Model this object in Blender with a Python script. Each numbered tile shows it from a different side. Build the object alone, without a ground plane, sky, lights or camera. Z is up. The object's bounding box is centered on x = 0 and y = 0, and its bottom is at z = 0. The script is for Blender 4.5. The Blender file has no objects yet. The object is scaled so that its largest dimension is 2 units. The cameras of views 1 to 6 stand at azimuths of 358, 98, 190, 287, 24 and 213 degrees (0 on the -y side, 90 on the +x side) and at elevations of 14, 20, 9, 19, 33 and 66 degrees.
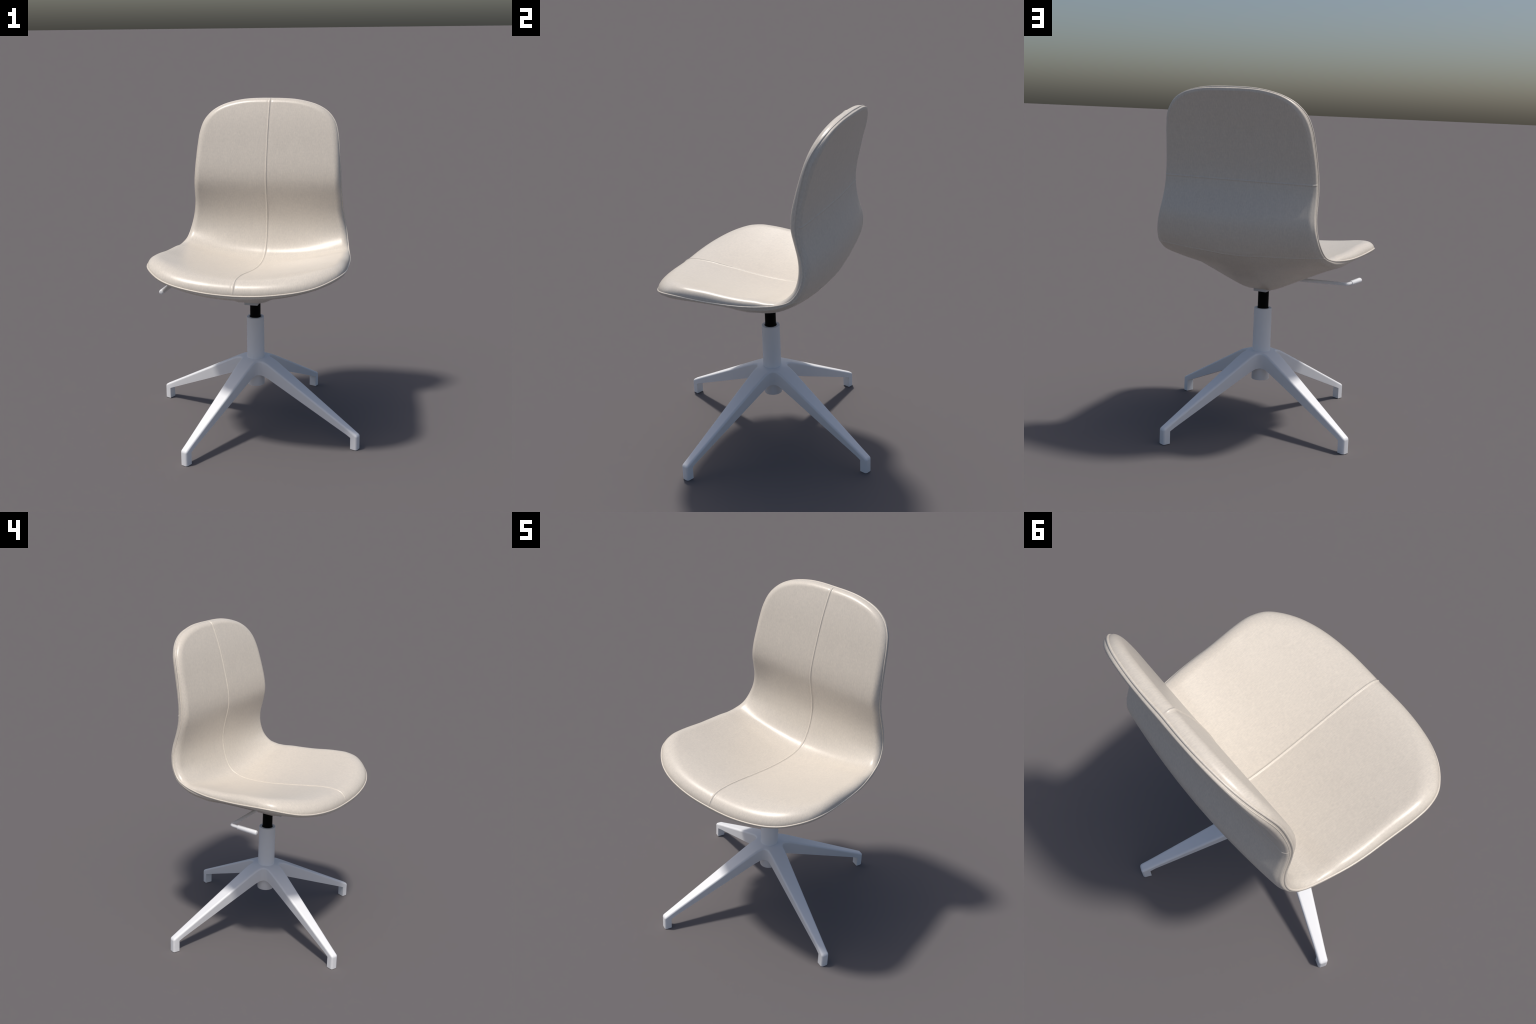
import bpy, bmesh, math
import numpy as np
from mathutils import Vector

# ---------------------------------------------------------------- frame
TURN = math.radians(14.76)            # seat is swivelled about the column
SEAT_AT = (0.019, -0.005, 0.0)
BASE_AT = (0.0195, 0.0015, 0.0)
LEG_ANGLES = (-36.5, 53.5, 143.5, 233.5)

# ---------------------------------------------------------------- materials
def new_mat(name):
    m = bpy.data.materials.new(name)
    m.use_nodes = True
    nt = m.node_tree
    b = nt.nodes['Principled BSDF']
    return m, nt, b

def fabric_material(name, tint=1.0):
    m, nt, b = new_mat(name)
    N, L = nt.nodes, nt.links
    tc = N.new('ShaderNodeTexCoord')
    # threads run along the seat profile: fine across x, long in y and z
    mp = N.new('ShaderNodeMapping'); mp.inputs['Scale'].default_value = (280, 65, 65)
    L.new(tc.outputs['Object'], mp.inputs['Vector'])
    n1 = N.new('ShaderNodeTexNoise'); n1.inputs['Scale'].default_value = 1.0
    n1.inputs['Detail'].default_value = 4.0
    L.new(mp.outputs[0], n1.inputs['Vector'])
    mp2 = N.new('ShaderNodeMapping'); mp2.inputs['Scale'].default_value = (45, 12, 12)
    L.new(tc.outputs['Object'], mp2.inputs['Vector'])
    n2 = N.new('ShaderNodeTexNoise'); n2.inputs['Scale'].default_value = 1.0
    n2.inputs['Detail'].default_value = 4.0
    L.new(mp2.outputs[0], n2.inputs['Vector'])
    mp3 = N.new('ShaderNodeMapping'); mp3.inputs['Scale'].default_value = (30, 170, 170)
    L.new(tc.outputs['Object'], mp3.inputs['Vector'])
    n3 = N.new('ShaderNodeTexNoise'); n3.inputs['Scale'].default_value = 1.0
    L.new(mp3.outputs[0], n3.inputs['Vector'])
    a = N.new('ShaderNodeMath'); a.operation = 'MULTIPLY_ADD'; a.inputs[1].default_value = 0.65
    a.inputs[2].default_value = 0.0
    L.new(n1.outputs['Fac'], a.inputs[0])
    c = N.new('ShaderNodeMath'); c.operation = 'MULTIPLY_ADD'; c.inputs[1].default_value = 0.15
    L.new(n2.outputs['Fac'], c.inputs[0]); L.new(a.outputs[0], c.inputs[2])
    d = N.new('ShaderNodeMath'); d.operation = 'MULTIPLY_ADD'; d.inputs[1].default_value = 0.2
    L.new(n3.outputs['Fac'], d.inputs[0]); L.new(c.outputs[0], d.inputs[2])
    r = N.new('ShaderNodeValToRGB')
    r.color_ramp.elements[0].position = 0.32
    r.color_ramp.elements[0].color = (0.608 * tint, 0.552 * tint, 0.480 * tint, 1)
    r.color_ramp.elements[1].position = 0.66
    r.color_ramp.elements[1].color = (0.716 * tint, 0.648 * tint, 0.556 * tint, 1)
    L.new(d.outputs[0], r.inputs['Fac'])
    L.new(r.outputs['Color'], b.inputs['Base Color'])
    bp = N.new('ShaderNodeBump'); bp.inputs['Strength'].default_value = 0.12
    bp.inputs['Distance'].default_value = 0.002
    L.new(d.outputs[0], bp.inputs['Height']); L.new(bp.outputs[0], b.inputs['Normal'])
    b.inputs['Roughness'].default_value = 0.34
    b.inputs['Specular IOR Level'].default_value = 0.5
    return m

def paint_material(name, col, rough=0.4, metallic=0.0):
    m, nt, b = new_mat(name)
    N, L = nt.nodes, nt.links
    tc = N.new('ShaderNodeTexCoord')
    n = N.new('ShaderNodeTexNoise'); n.inputs['Scale'].default_value = 40.0
    L.new(tc.outputs['Object'], n.inputs['Vector'])
    r = N.new('ShaderNodeValToRGB')
    r.color_ramp.elements[0].color = tuple(c * 0.985 for c in col) + (1,)
    r.color_ramp.elements[1].color = tuple(min(1, c * 1.015) for c in col) + (1,)
    L.new(n.outputs['Fac'], r.inputs['Fac']); L.new(r.outputs['Color'], b.inputs['Base Color'])
    b.inputs['Roughness'].default_value = rough
    b.inputs['Metallic'].default_value = metallic
    return m

FABRIC = fabric_material('cream_fabric')
PIPING = fabric_material('piping_fabric', 1.03)
PAINT = paint_material('light_grey_enamel', (0.84, 0.84, 0.85), 0.45)
BLACK = paint_material('black_gas_lift', (0.0012, 0.0012, 0.0012), 0.6)
BLACK.node_tree.nodes['Principled BSDF'].inputs['Specular IOR Level'].default_value = 0.08
GREY = paint_material('grey_steel', (0.55, 0.56, 0.57), 0.4)

# ---------------------------------------------------------------- helpers
def smooth_curve(pts, n, fair=20):
    """Catmull-Rom through the control points, resampled evenly by length."""
    P = np.array(pts, float)
    P = np.vstack([2 * P[0] - P[1], P, 2 * P[-1] - P[-2]])
    out = []
    for i in range(1, len(P) - 2):
        p0, p1, p2, p3 = P[i - 1], P[i], P[i + 1], P[i + 2]
        u = np.linspace(0, 1, 24, endpoint=False)[:, None]
        out.append(0.5 * (2 * p1 + (p2 - p0) * u + (2 * p0 - 5 * p1 + 4 * p2 - p3) * u ** 2
                          + (3 * p1 - p0 - 3 * p2 + p3) * u ** 3))
    out.append(P[-2][None])
    C = np.vstack(out)
    for _ in range(fair):                                    # light fairing
        C[1:-1] = 0.5 * C[1:-1] + 0.25 * (C[:-2] + C[2:])
    s = np.r_[0, np.cumsum(np.linalg.norm(np.diff(C, axis=0), axis=1))]
    t = np.linspace(0, s[-1], n)
    return np.stack([np.interp(t, s, C[:, k]) for k in range(C.shape[1])], 1), s[-1]

def make_obj(name, verts, faces, mat, parent=None, smooth=True):
    me = bpy.data.meshes.new(name)
    me.from_pydata([tuple(v) for v in verts], [], [tuple(f) for f in faces])
    me.materials.append(mat)
    if smooth:
        me.polygons.foreach_set('use_smooth', [True] * len(me.polygons))
    me.update()
    ob = bpy.data.objects.new(name, me)
    bpy.context.collection.objects.link(ob)
    ob.parent = parent
    return ob

def vertex_normals(verts, faces):
    V = np.asarray(verts); nrm = np.zeros_like(V)
    F = np.asarray(faces)
    n = np.cross(V[F[:, 2]] - V[F[:, 0]], V[F[:, 3]] - V[F[:, 1]])
    for k in range(4):
        np.add.at(nrm, F[:, k], n)
    return nrm / (np.linalg.norm(nrm, axis=1)[:, None] + 1e-12)

def split_obj(regions, verts, faces, labels, mat, parent, normals=None):
    """Separate one smooth surface into named panels that share border normals."""
    verts = np.asarray(verts); faces = [tuple(f) for f in faces]
    if normals is None:
        normals = vertex_normals(verts, faces)
    obs = []
    for key, name in regions:
        fs = [f for f, l in zip(faces, labels) if l == key]
        used = sorted({i for f in fs for i in f})
        idx = {v: k for k, v in enumerate(used)}
        ob = make_obj(name, verts[used], [[idx[i] for i in f] for f in fs], mat, parent)
        ob.data.normals_split_custom_set_from_vertices([tuple(normals[i]) for i in used])
        obs.append(ob)
    return obs

def tube(name, path, radius, mat, parent, closed=False, sides=12, cap=True):
    P = np.asarray(path, float); n = len(P)
    if closed:
        T = np.roll(P, -1, 0) - np.roll(P, 1, 0)
    else:
        T = np.gradient(P, axis=0)
    T /= np.linalg.norm(T, axis=1)[:, None]
    rad = np.broadcast_to(np.asarray(radius, float), (n,))
    up = np.cross(T[0], [0.3, 0.5, 0.8]); up /= np.linalg.norm(up)
    verts, faces = [], []
    for i in range(n):
        up = up - T[i] * (up @ T[i]); up /= np.linalg.norm(up)
        sd = np.cross(T[i], up)
        for k in range(sides):
            a = 2 * math.pi * k / sides
            verts.append(P[i] + rad[i] * (math.cos(a) * up + math.sin(a) * sd))
    m = n if closed else n - 1
    off = 0
    if closed:   # match the frame at the closing ring
        d = [np.linalg.norm(verts[(n - 1) * sides] - verts[k]) for k in range(sides)]
        off = int(np.argmin(d))
    for i in range(m):
        j = (i + 1) % n; o = off if (closed and i == n - 1) else 0
        for k in range(sides):
            k2 = (k + 1) % sides
            faces.append((i * sides + k, i * sides + k2, j * sides + (k2 + o) % sides, j * sides + (k + o) % sides))
    if cap and not closed:
        faces.append(tuple(range(sides))[::-1]); faces.append(tuple((n - 1) * sides + k for k in range(sides)))
    return make_obj(name, verts, faces, mat, parent)

def lathe(name, profile, mat, parent, at=(0, 0, 0), sides=64, sharp=40):
    verts, faces = [], []
    for r, z in profile:
        for k in range(sides):
            a = 2 * math.pi * k / sides
            verts.append((r * math.cos(a), r * math.sin(a), z))
    for i in range(len(profile) - 1):
        for k in range(sides):
            k2 = (k + 1) % sides
            faces.append((i * sides + k, i * sides + k2, (i + 1) * sides + k2, (i + 1) * sides + k))
    faces.append(tuple(range(sides))[::-1])
    faces.append(tuple((len(profile) - 1) * sides + k for k in range(sides)))
    ob = make_obj(name, verts, faces, mat, parent)
    ob.location = at
    ob.data.set_sharp_from_angle(angle=math.radians(sharp))
    return ob

# ================================================================ THE CHAIR
root = bpy.data.objects.new('office_chair', None)
bpy.context.collection.objects.link(root)
root.location = BASE_AT
root['label'] = 'cream upholstered swivel chair on white four-legged base'
root['category'] = 'office chair'

# ---------------------------------------------------------------- seat pad
# centre profile of the padded front, without edge roll (y back, z up)
CENTRE = [(-.66, 1.052), (-.60, 1.061), (-.53, 1.066), (-.475, 1.068), (-.41, 1.067), (-.34, 1.059), (-.24, 1.042), (-.14, 1.026),
          (-.08, 1.016), (.01, 1.004), (.09, .998), (.165, .997), (.225, 1.004), (.273, 1.020),
          (.305, 1.041), (.334, 1.084), (.357, 1.144), (.371, 1.212), (.370, 1.275), (.3565, 1.354),
          (.3405, 1.416), (.330, 1.465), (.329, 1.510), (.334, 1.560), (.349, 1.630), (.372, 1.715),
          (.394, 1.793), (.421, 1.874), (.450, 1.944), (.473, 1.995), (.498, 2.050)]
# half of the sewn rim, front centre -> top centre (x taken positive)
RIM = [(0, -.5545, .9930), (.0794, -.5548, .9952), (.1587, -.5525, 1.0000), (.2374, -.5445, 1.0074), (.3150, -.5298, 1.0164),
       (.3899, -.5060, 1.0275), (.4591, -.4702, 1.0422), (.5181, -.4205, 1.0609), (.5640, -.3575, 1.0775),
       (.5870, -.2817, 1.0827), (.5905, -.2026, 1.0781), (.5868, -.1236, 1.0710), (.5822, -.0444, 1.0661),
       (.5789, .0350, 1.0642), (.5721, .1141, 1.0648), (.5600, .1925, 1.0690), (.5453, .2705, 1.0785),
       (.5305, .3440, 1.1050), (.5127, .3905, 1.1667), (.4965, .4066, 1.2423), (.4841, .3960, 1.3199),
       (.4786, .3748, 1.3964), (.4754, .3625, 1.4747), (.4704, .3668, 1.5538), (.4638, .3787, 1.6321),
       (.4563, .3939, 1.7098), (.4462, .4139, 1.7859), (.4240, .4413, 1.8570), (.3773, .4710, 1.9140),
       (.3115, .4938, 1.9520), (.2366, .5070, 1.9745), (.1586, .5144, 1.9877), (.0794, .5166, 1.9925), (0, .5150, 1.9935)]

PROF, PLEN = smooth_curve(CENTRE, 1200, 260)
PT = np.gradient(PROF, axis=0); PT /= np.linalg.norm(PT, axis=1)[:, None]
PN = np.stack([-PT[:, 1], PT[:, 0]], 1)          # points to the sitter
PS = np.linspace(0, PLEN, len(PROF))
def prof(s):  return np.stack([np.interp(s, PS, PROF[:, k]) for k in (0, 1)], -1)
def profn(s): return np.stack([np.interp(s, PS, PN[:, k]) for k in (0, 1)], -1)

# fine rim, denser where seams cross
HALF, RLEN = smooth_curve([(max(0, x - (.004 if z < 1.15 else .0008) * min(1, x / .2)), y + (.003 if y < -.4 else 0), z) for x, y, z in RIM], 2000)
RS = np.array([PS[np.argmin(((PROF - p[1:]) ** 2).sum(1))] for p in HALF])
k = np.ones(41) / 41
RS = np.convolve(np.pad(RS, 20, mode='reflect', reflect_type='odd'), k, 'valid')
RU = np.linspace(0, 1, 2000)

def s_at(y=None, z=None, lo=0, hi=1e9):
    m = (PS >= lo) & (PS <= hi)
    if z is not None: return PS[m][np.argmin(abs(PROF[m, 1] - z))]
    return PS[m][np.argmin(abs(PROF[m, 0] - y))]
S_BEND = s_at(y=.30, hi=s_at(z=1.3))
S_BACKSEAM = s_at(z=1.497, lo=S_BEND)
S_LOW = np.interp(1.100, HALF[1100:, 2][:400], RS[1100:1500]) if False else float(RS[np.argmin(abs(HALF[:, 2] - 1.10) + (HALF[:, 1] < .2) * 9)])

# ----- side-to-side rise of the padded front at the rim
def smooth_table(xs, ys, width=.06):
    """piecewise-linear table blurred into a smooth function of s"""
    g = np.linspace(-.3, PLEN + .3, 1600)
    v = np.interp(g, xs, ys)
    n = int(width / (g[1] - g[0])) * 2 + 1
    w = np.hanning(n + 2); w /= w.sum()
    v = np.convolve(np.pad(v, (n + 1) // 2, mode='edge'), w, 'valid')
    return lambda q: np.interp(q, g, v)

DISH = smooth_table([0, s_at(y=-.50), s_at(y=-.36), s_at(y=-.14), s_at(y=.16, hi=S_BEND), S_BEND, s_at(z=1.15, lo=S_BEND), s_at(z=1.3, lo=S_BEND), s_at(z=1.5, lo=S_BEND), s_at(z=1.75, lo=S_BEND), PLEN],
                    [.030, .042, .077, .100, .108, .080, .004, -.007, .003, .003, 0.0], .06)
DISH_P = smooth_table([0, S_BEND - .12, S_BEND, S_BEND + .15, PLEN], [1.45, 1.45, 2.2, 2.2, 2.0], .05)
def dish(s, x):
    # two soft swells either side of the centre seam on the seat, flat on the back
    return DISH(s) * ((np.sqrt(x ** 2 + .012 ** 2) - .012) / .54) ** DISH_P(s)

def front_base(s, x):
    p = prof(s) + profn(s) * dish(s, x)[..., None]
    return np.stack([x, p[..., 0], p[..., 1]], -1)

# ----- back and underside, centre curve matched to profile stations
BACK = [  # (station y or z on the front profile, back y, back z) of the shell along the centre
    ('y', -.62, -.62, .980), ('y', -.53, -.53, .960), ('y', -.45, -.45, .952), ('y', -.34, -.34, .952), ('y', -.24, -.24, .955),
    ('y', -.10, -.10, .956), ('y', .0, .0, .954), ('y', .09, .10, .950), ('y', .165, .19, .947), ('y', .225, .265, .962),
    ('y', .285, .335, .990), ('z', 1.06, .385, 1.030), ('z', 1.11, .430, 1.092), ('z', 1.17, .458, 1.160), ('z', 1.23, .470, 1.235),
    ('z', 1.29, .463, 1.295), ('z', 1.36, .440, 1.360), ('z', 1.42, .421, 1.420), ('z', 1.465, .413, 1.460), ('z', 1.51, .410, 1.505),
    ('z', 1.56, .411, 1.55), ('z', 1.63, .422, 1.620), ('z', 1.715, .441, 1.700), ('z', 1.793, .461, 1.775), ('z', 1.874, .489, 1.855),
    ('z', 1.946, .515, 1.930), ('z', 2.00, .538, 1.985)]
BS = [(s_at(y=v, hi=S_BEND) if k == 'y' else s_at(z=v, lo=S_BEND - .02)) for k, v, _, _ in BACK]
BACK_Y = smooth_table(BS, [b[2] for b in BACK], .05)
BACK_Z = smooth_table(BS, [b[3] for b in BACK], .05)
SEAT_RISE = smooth_table([s_at(y=-.55), s_at(y=-.40), s_at(y=.1), S_BEND, s_at(z=1.14, lo=S_BEND)], [.36, .32, .28, .24, 0])
BACK_CURVE = smooth_table([S_BEND - .10, S_BEND, s_at(z=1.12, lo=S_BEND), s_at(z=1.30, lo=S_BEND), s_at(z=1.5, lo=S_BEND), s_at(z=1.7, lo=S_BEND), PLEN], [0, .06, .18, .12, .07, .045, .05])
# covered tilt mechanism: a cone hanging below the shell around the column
CONE_Z = smooth_table([s_at(y=-.40), s_at(y=-.28), s_at(y=-.17), s_at(y=-.08), s_at(y=.05), s_at(y=.11), s_at(y=.165, hi=S_BEND), s_at(y=.225, hi=S_BEND), s_at(y=.285, hi=S_BEND), S_BEND + .05],
                      [.985, .910, .838, .815, .820, .842, .876, .924, .992, 1.07], .03)
CONE_SLOPE = smooth_table([s_at(y=-.10), s_at(y=.12)], [.62, .40], .05)
def back_base(s, x):
    ax = np.abs(x)
    y = BACK_Y(s) - BACK_CURVE(s) * ax ** 2
    z = BACK_Z(s) + SEAT_RISE(s) * ax ** 2
    cone = np.maximum(CONE_Z(s), .808) + CONE_SLOPE(s) * (np.sqrt(np.maximum(ax - .06, 0) ** 2 + .03 ** 2) - .03)
    k = .010
    dz = (cone - z) / k
    low = z - k * np.log1p(np.exp(np.clip(-dz, -50, 50)))
    w = np.clip((S_BEND + .10 - s) / .06, 0, 1)
    z = z * (1 - w) + low * w
    return np.stack([x, y, z], -1)

def ease(q):                       # quarter-ellipse edge roll, 1 at the rim
    q = np.clip(q, 0, 1)
    return 1 - np.sqrt(np.maximum(0, 1 - (1 - q) ** 2))

# rim in developed coordinates (s, x)
DOM = np.stack([RS, HALF[:, 0]], 1)
def nearest_rim(s, x):
    """distance to the rim in the developed sheet and the fractional rim index of the foot point"""
    q = np.stack([s.ravel(), np.abs(x).ravel()], 1)
    D = DOM[::4]
    idx = np.empty(len(q), int)
    for a in range(0, len(q), 4000):
        idx[a:a + 4000] = ((q[a:a + 4000, None, :] - D[None]) ** 2).sum(2).argmin(1) * 4
    best = np.full(len(q), 1e9); pos = np.zeros(len(q))
    for off in range(-5, 5):
        i0 = np.clip(idx + off, 0, len(DOM) - 2)
        A, B = DOM[i0], DOM[i0 + 1]
        e = B - A
        u = np.clip(((q - A) * e).sum(1) / ((e ** 2).sum(1) + 1e-15), 0, 1)
        dd = np.linalg.norm(q - A - e * u[:, None], axis=1)
        m = dd < best
        best[m] = dd[m]; pos[m] = (i0 + u)[m]
    return pos.reshape(s.shape), best.reshape(s.shape)

def rim_lerp(table, pos):
    i = np.clip(pos.astype(int), 0, len(table) - 2); f = pos - i
    if table.ndim > 1: f = f[..., None]
    return table[i] * (1 - f) + table[i + 1] * f

# stations along half rim (index into HALF), denser at seams
st = set(np.linspace(0, 1999, 230).astype(int).tolist())
for xx in (.0015, .003, .0045, .0065, .009, .013, .018, .025):
    st.add(int(np.argmin(abs(HALF[:300, 0] - xx)))); st.add(1999 - int(np.argmin(abs(HALF[::-1][:300, 0] - xx))))
for s0 in (S_BACKSEAM, S_LOW):
    for ds in (-.014, -.009, -.006, -.004, -.002, 0, .002, .004, .006, .009, .014):
        st.add(int(np.argmin(abs(RS - (s0 + ds)) + (np.arange(2000) < 900) * 9)))
st = np.array(sorted(st))
NT = len(st)
S_A, S_B = DOM[0, 0] + .34, DOM[-1, 0] - .30
spine = np.clip(RS[st], S_A, S_B)
# in the fans ease the spine stations so rows do not bunch
rim_s, rim_x = RS[st], HALF[st, 0]

rho_in = np.r_[0, .004, .008, .012, .018, .026, .036, .05, np.linspace(.08, .80, 22)]
rho_out = 1 - .18 * (1 - np.sin(np.linspace(0, math.pi / 2, 22)))
RHO = np.r_[rho_in, rho_out]
NR = len(RHO)

def grid_half():
    s = spine[:, None] + RHO[None] * (rim_s - spine)[:, None]
    x = RHO[None] * rim_x[:, None]
    return s, x

def seam_groove(x, w=.0034, depth=.0034):
    return -depth * np.exp(-(x / w) ** 2) + .0008 * np.exp(-((np.abs(x) - .010) / .007) ** 2)

def offset(P, h):
    """move a (NT,NR,3) grid along its own normals"""
    a = np.gradient(P, axis=0); b = np.gradient(P, axis=1)
    n = np.cross(a, b); l = np.linalg.norm(n, axis=2)
    n = n / (l[..., None] + 1e-12)
    n[l < 1e-10] = 0
    return P + n * h[..., None]

def build_half(kind):
    s, x = grid_half()
    it, d = nearest_rim(s, x)
    R = rim_lerp(HALF, it)
    base = front_base if kind == 'front' else back_base
    P = base(s, x)
    sr = rim_lerp(RS, it)
    Pstar = base(sr, R[..., 0])
    if kind == 'front':
        a = np.interp(sr, [S_A - .34, S_A - .28, S_A - .16, S_A - .05, S_BEND - .1, S_BEND + .1, PLEN], [.092, .096, .094, .070, .062, .036, .042])
    else:
        a = np.interp(sr, [S_A - .34, S_BEND - .05, S_BEND + .12, S_BACKSEAM, PLEN], [.045, .045, .045, .022, .026])
    P = P + (R - Pstar) * ease(d / a)[..., None]
    # keep the last ring exactly on the rim
    P[:, -1] = HALF[st]
    return s, x, P, d

def pair_surface(kind):
    """mirror the half grid, weld at the centre, return verts/faces/labels"""
    s, x, P, d = build_half(kind)
    if kind == 'front':
        f = np.clip(d / .012, 0, 1)
        h = seam_groove(x) * f
        # thin stitched channel just inside the piping
        sgn = 1
        P = offset(P, -h) if FLIP['front'] else offset(P, h)
    else:
        f = np.clip(d / .010, 0, 1)
        h = -.0022 * np.exp(-((s - S_BACKSEAM) / .0032) ** 2) + .0006 * np.exp(-((np.abs(s - S_BACKSEAM) - .009) / .006) ** 2)
        h += -.0022 * np.exp(-((s - S_LOW) / .0032) ** 2)
        h = h * f - .003 * np.exp(-((d - .005) / .004) ** 2)
        P = offset(P, -h) if FLIP['back'] else offset(P, h)
    P[:, :, 0] = np.maximum(P[:, :, 0], 0)
    P[:, 0, 0] = 0; P[0, :, 0] = 0; P[-1, :, 0] = 0
    verts, key, idx = [], {}, {}
    def vid(side, i, j):
        p = P[i, j]
        xx = p[0] * side
        k2 = (round(xx, 6), round(p[1], 6), round(p[2], 6))
        if k2 not in key:
            key[k2] = len(verts); verts.append((xx, p[1], p[2]))
        return key[k2]
    faces, labels = [], []
    for side in (1, -1):
        G = [[vid(side, i, j) for j in range(NR)] for i in range(NT)]
        for i in range(NT - 1):
            for j in range(NR - 1):
                q = [G[i][j], G[i + 1][j], G[i + 1][j + 1], G[i][j + 1]]
                u = []
                for v in q:
                    if v not in u: u.append(v)
                if len(u) < 3: continue
                flip = (side < 0) != FLIP[kind]
                if flip: u = u[::-1]
                faces.append(u)
                sm = (s[i, j] + s[i + 1, j + 1]) / 2
                labels.append((side, sm))
    return np.array(verts), faces, labels
FLIP = {'front': False, 'back': True}

def poly_normals(verts, faces):
    n = np.zeros_like(verts)
    for f in faces:
        p = verts[list(f)]
        c = np.zeros(3)
        for k in range(1, len(f) - 1):
            c += np.cross(p[k] - p[0], p[k + 1] - p[0])
        n[list(f)] += c
    return n / (np.linalg.norm(n, axis=1)[:, None] + 1e-12)

def to_root(ob):
    ob.location = (SEAT_AT[0] - BASE_AT[0], SEAT_AT[1] - BASE_AT[1], 0)
    ob.rotation_euler = (0, 0, -TURN)

v, f, lab = pair_surface('front')
lab = ['r' if a > 0 else 'l' for a, _ in lab]
for ob in split_obj([('r', 'front_cover_panel'), ('l', 'front_cover_panel')], v, f, lab, FABRIC, root, poly_normals(v, f)):
    to_root(ob)
v, f, lab = pair_surface('back')
lab = ['u' if s > S_BACKSEAM else ('m' if s > S_LOW else 'b') for _, s in lab]
for ob in split_obj([('u', 'upper_back_panel'), ('m', 'lower_back_panel'), ('b', 'underside_panel')], v, f, lab, FABRIC, root, poly_normals(v, f)):
    to_root(ob)

# thin second welt along the edge of the back panels
_, _, PB, _ = build_half('back')
path = []
for i in range(NT):
    if rim_s[i] < S_LOW: continue
    row = PB[i][::-1]
    L_ = np.r_[0, np.cumsum(np.linalg.norm(np.diff(row, axis=0), axis=1))]
    path.append([np.interp(.0125, L_, row[:, k]) for k in range(3)])
path = np.array(path)
path, _ = smooth_curve(np.vstack([path[:-1], (path[::-1] * [-1, 1, 1])])[::3], 500)
to_root(tube('back_welt', path, .0026, PIPING, root, sides=8))

# piping around the whole rim
ring = HALF[::8]
ring = np.vstack([ring[:-1], (ring[::-1] * [-1, 1, 1])[:-1]])
to_root(tube('piping', ring, .0048, PIPING, root, closed=True, sides=10))

# ---------------------------------------------------------------- mechanism
def rounded_box(name, lo, hi, mat, parent, bevel=.004):
    bm = bmesh.new(); bmesh.ops.create_cube(bm, size=1)
    for vv in bm.verts:
        vv.co = Vector([(lo[k] + hi[k]) / 2 + vv.co[k] * (hi[k] - lo[k]) for k in range(3)])
    bmesh.ops.bevel(bm, geom=bm.edges[:], offset=bevel, segments=3, affect='EDGES', profile=.5)
    me = bpy.data.meshes.new(name); bm.to_mesh(me); bm.free()
    me.materials.append(mat)
    me.polygons.foreach_set('use_smooth', [True] * len(me.polygons)); me.set_sharp_from_angle(angle=math.radians(35))
    ob = bpy.data.objects.new(name, me); bpy.context.collection.objects.link(ob); ob.parent = parent
    return ob
to_root(rounded_box('mechanism_plate', (-.042, -.115, .806), (.042, .06, .84), GREY, root))

# height lever: rod out to the side, bent forward, with a thicker grip
lever_pts = [(-.10, -.030, .887), (-.22, -.034, .890), (-.36, -.039, .893), (-.46, -.043, .895), (-.492, -.044, .8955),
             (-.507, -.047, .8955), (-.514, -.058, .8955), (-.516, -.075, .8955), (-.518, -.105, .8952)]
lp, _ = smooth_curve(lever_pts, 90)
lev = tube('height_lever', lp, .0110, PAINT, root, sides=16); to_root(lev)
g0, g1 = np.array([-.517, -.096, .8953]), np.array([-.526, -.236, .8940])
u = np.array([0, 0, .012, .03, .5, .93, .97, .99, 1.0]); rr = np.array([.0085, .0135, .0150, .0155, .0155, .0155, .0145, .0118, .006])
u = u + np.arange(9) * 1e-4
to_root(tube('lever_grip', g0 + (g1 - g0) * u[:, None], rr, PAINT, root, sides=20))

# ---------------------------------------------------------------- column
lathe('gas_lift', [(.0325, .60), (.0325, .84)], BLACK, root)
lathe('column_tube', [(.036, .60), (.036, .6985), (.0375, .7005), (.0515, .7005), (.0535, .6985), (.0545, .43), (.0545, .425)], PAINT, root)
lathe('column_foot', [(.0475, .2565), (.0525, .2575), (.0535, .2605), (.0535, .33)], PAINT, root)

# ---------------------------------------------------------------- four-legged base
def z_top(r):
    line = .0958 + (.722 - r) * .545
    k = .007
    return -k * np.log(np.exp(-line / k) + np.exp(-.437 / k))
def z_bot(r):
    line = .0728 + (.690 - r) * .440
    k = .005
    return -k * np.log(np.exp(-line / k) + np.exp(-.338 / k))
def half_w(r):
    return .0228 + (.722 - r) * .0500
# plan fillet where neighbouring legs meet
FR = .034
def fillet_rows():
    # leg side line t = c - .05 r ; meets diagonal t=r with a circle fillet
    c = .0228 + .722 * .05
    ang = math.atan(.05)
    # circle centre on the diagonal outside of both sides: distance FR from the line
    q = (c + FR * math.sqrt(1 + .05 ** 2)) / 1.05
    cx = cy = q
    a0 = -3 * math.pi / 4
    a1 = -math.pi / 2 - ang
    return [(cx + FR * math.cos(a), cy + FR * math.sin(a)) for a in np.linspace(a0, a1, 7)]
rows = fillet_rows()
NW = 1
fr = np.linspace(-1, 1, 2 * NW + 1)
stations = []
h0 = rows[0][0]
rl = rows[-1][0]
for kk_, (rk, hk) in enumerate(rows):
    b = kk_ / (len(rows) - 1)
    stations.append([(b * rk + (1 - b) * abs(q) * h0 if abs(q) < 1 else rk, q * hk) for q in fr])
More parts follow.
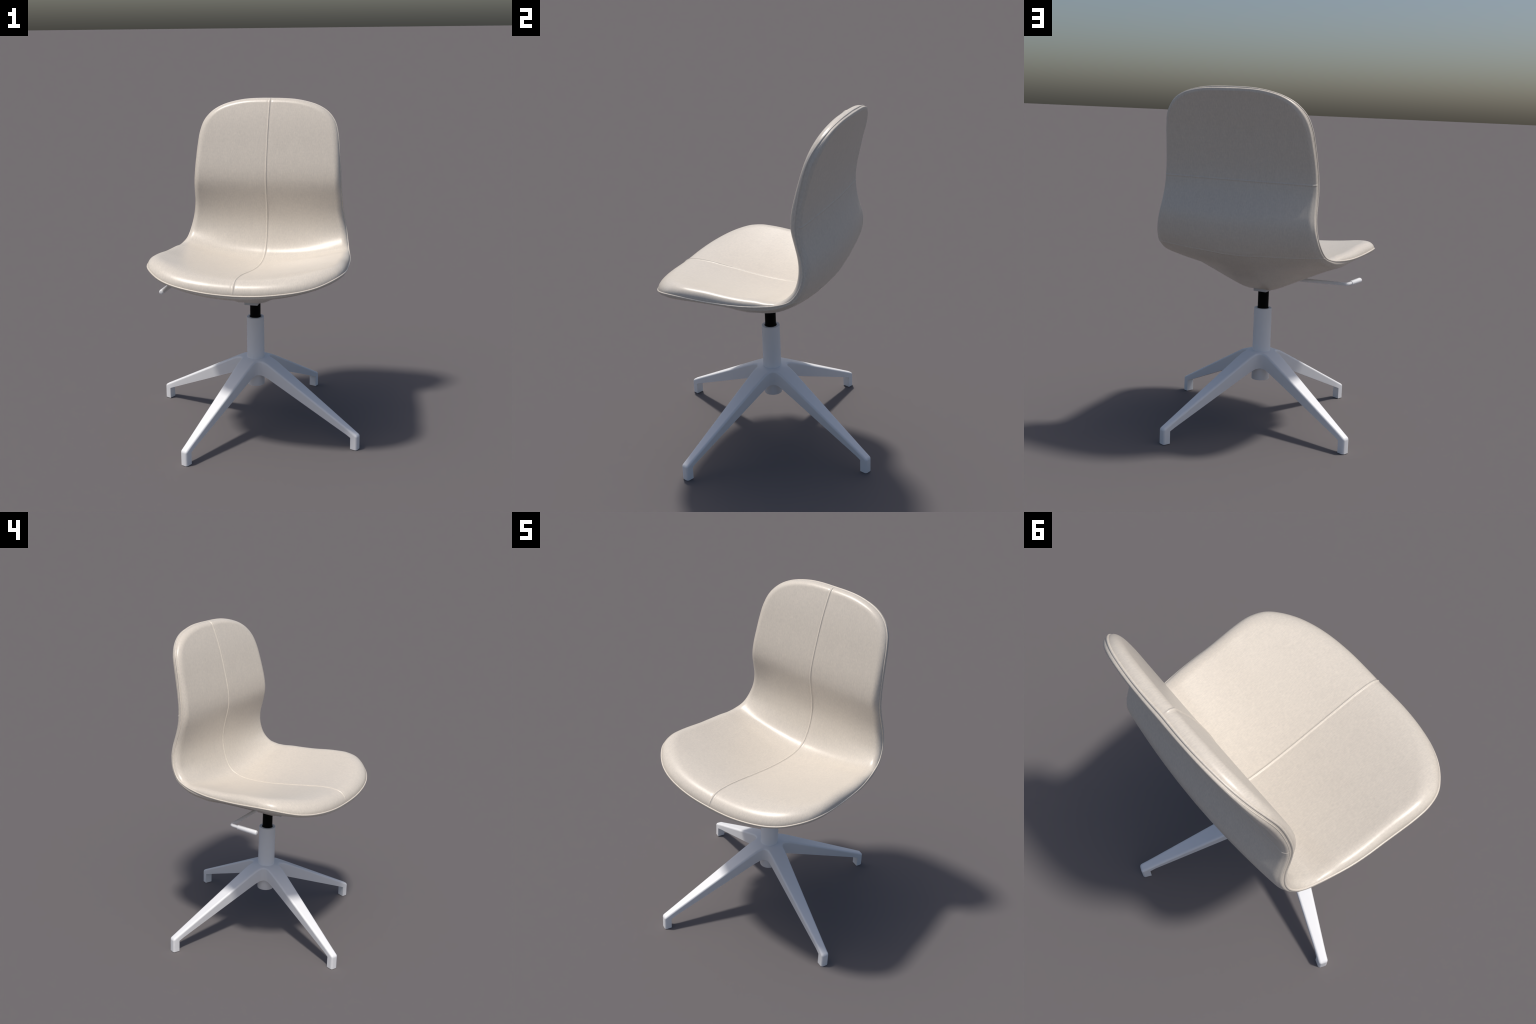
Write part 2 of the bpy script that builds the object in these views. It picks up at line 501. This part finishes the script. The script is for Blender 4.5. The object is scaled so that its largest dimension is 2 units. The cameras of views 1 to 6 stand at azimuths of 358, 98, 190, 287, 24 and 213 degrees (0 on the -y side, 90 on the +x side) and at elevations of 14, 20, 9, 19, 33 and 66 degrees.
for rk in np.r_[np.linspace(rl + .03, .66, 12), .692, .7345]:
    hk = max(half_w(rk), .0232)
    stations.append([(rk, q * hk) for q in fr])

verts, faces, flab = [], [], []
vkey = {}
def av(p):
    k2 = tuple(round(c, 5) for c in p)
    if k2 not in vkey:
        vkey[k2] = len(verts); verts.append(p)
    return vkey[k2]
def add(fc, l):
    u2 = []
    for i in fc:
        if i not in u2: u2.append(i)
    if len(u2) > 2: faces.append(u2); flab.append(l)
for li, ang in enumerate(LEG_ANGLES):
    ca, sa = math.cos(math.radians(ang)), math.sin(math.radians(ang))
    W = lambda r, t, z: (ca * r - sa * t, sa * r + ca * t, z)
    def zt(r): return float(z_top(r))
    top = [[av(W(r, t, zt(r))) for r, t in row] for row in stations]
    nb = len(stations) - 2                # row at r = .692
    # sides draw in towards the bottom, most at the deep hub end
    bot = []
    for i, row in enumerate(stations[:nb + 1]):
        depth = float(z_top(row[0][0]) - z_bot(row[0][0]))
        f = 1 - .011 * (depth - .02) / .08 / row[-1][1] if i < nb else 1.0
        g = f + (1 - f) * min(1.0, i / (len(rows) - 1))
        bot.append([av(W(r * g, t * f, float(z_bot(r * g)))) for r, t in row])
    foot = [[av(W(r, t, 0.0)) for r, t in row] for row in stations[nb:]]
    n = len(fr)
    for i in range(len(stations) - 1):
        l = 'hub' if i < len(rows) - 1 else 'leg%d' % li
        for j in range(n - 1):
            add([top[i][j], top[i + 1][j], top[i + 1][j + 1], top[i][j + 1]], l)
        if i < nb:
            for j in range(n - 1):
                add([bot[i][j], bot[i][j + 1], bot[i + 1][j + 1], bot[i + 1][j]], l)
            add([top[i][0], bot[i][0], bot[i + 1][0], top[i + 1][0]], l)
            add([top[i][-1], top[i + 1][-1], bot[i + 1][-1], bot[i][-1]], l)
    l = 'leg%d' % li
    for j in range(n - 1):
        add([bot[nb][j], bot[nb][j + 1], foot[0][j + 1], foot[0][j]], l)       # inner face of the foot post
        add([foot[0][j], foot[0][j + 1], foot[1][j + 1], foot[1][j]], l)
        add([top[-1][j], foot[1][j], foot[1][j + 1], top[-1][j + 1]], l)       # outer face
    for jj in (0, n - 1):
        a = [top[nb][jj], bot[nb][jj], foot[0][jj], foot[1][jj], top[nb + 1][jj]]
        if jj: a = a[::-1]
        add(a, l)

me = bpy.data.meshes.new('swivel_base')
me.from_pydata(verts, [], faces)
bm = bmesh.new(); bm.from_mesh(me)
lay = bm.faces.layers.int.new('part')
names = ['hub'] + ['leg%d' % i for i in range(4)]
bm.faces.ensure_lookup_table()
for fc, l in zip(bm.faces, flab): fc[lay] = names.index(l)
bmesh.ops.recalc_face_normals(bm, faces=bm.faces[:])
bm.normal_update()
sharp = [e for e in bm.edges if len(e.link_faces) == 2 and e.calc_face_angle(0) > math.radians(38)
         and (max(fc.normal.z for fc in e.link_faces) > .5
              or (min(math.hypot(v.co.x, v.co.y) for v in e.verts) > .73 and max(v.co.z for v in e.verts) > .02))]
bmesh.ops.bevel(bm, geom=sharp, offset=.0125, segments=5, affect='EDGES', profile=.5, clamp_overlap=False)
bm.normal_update()
# crisp lower edges stay crisp
bmesh.ops.split_edges(bm, edges=[e for e in bm.edges if len(e.link_faces) == 2 and e.calc_face_angle(0) > math.radians(45)])
bm.normal_update()
bm.verts.ensure_lookup_table(); bm.faces.ensure_lookup_table()
bmesh.ops.triangulate(bm, faces=[fc for fc in bm.faces if len(fc.verts) > 4])
bm.faces.ensure_lookup_table(); bm.verts.index_update()
whole = bpy.data.meshes.new('whole'); bm.to_mesh(whole)
nv = np.array([v.normal[:] for v in bm.verts]); vv = np.array([v.co[:] for v in bm.verts])
fl = [names[fc[lay]] for fc in bm.faces]; ff = [[v.index for v in fc.verts] for fc in bm.faces]
# area-weighted normals keep the flats flat next to the rounded edges
nrm = np.zeros_like(vv)
for fc in bm.faces:
    for v in fc.verts: nrm[v.index] += np.array(fc.normal) * fc.calc_area()
nrm /= np.linalg.norm(nrm, axis=1)[:, None] + 1e-12
bm.free(); bpy.data.meshes.remove(me); bpy.data.meshes.remove(whole)
split_obj([('hub', 'base_hub')] + [('leg%d' % i, 'leg') for i in range(4)], vv, ff, fl, PAINT, root, nrm)
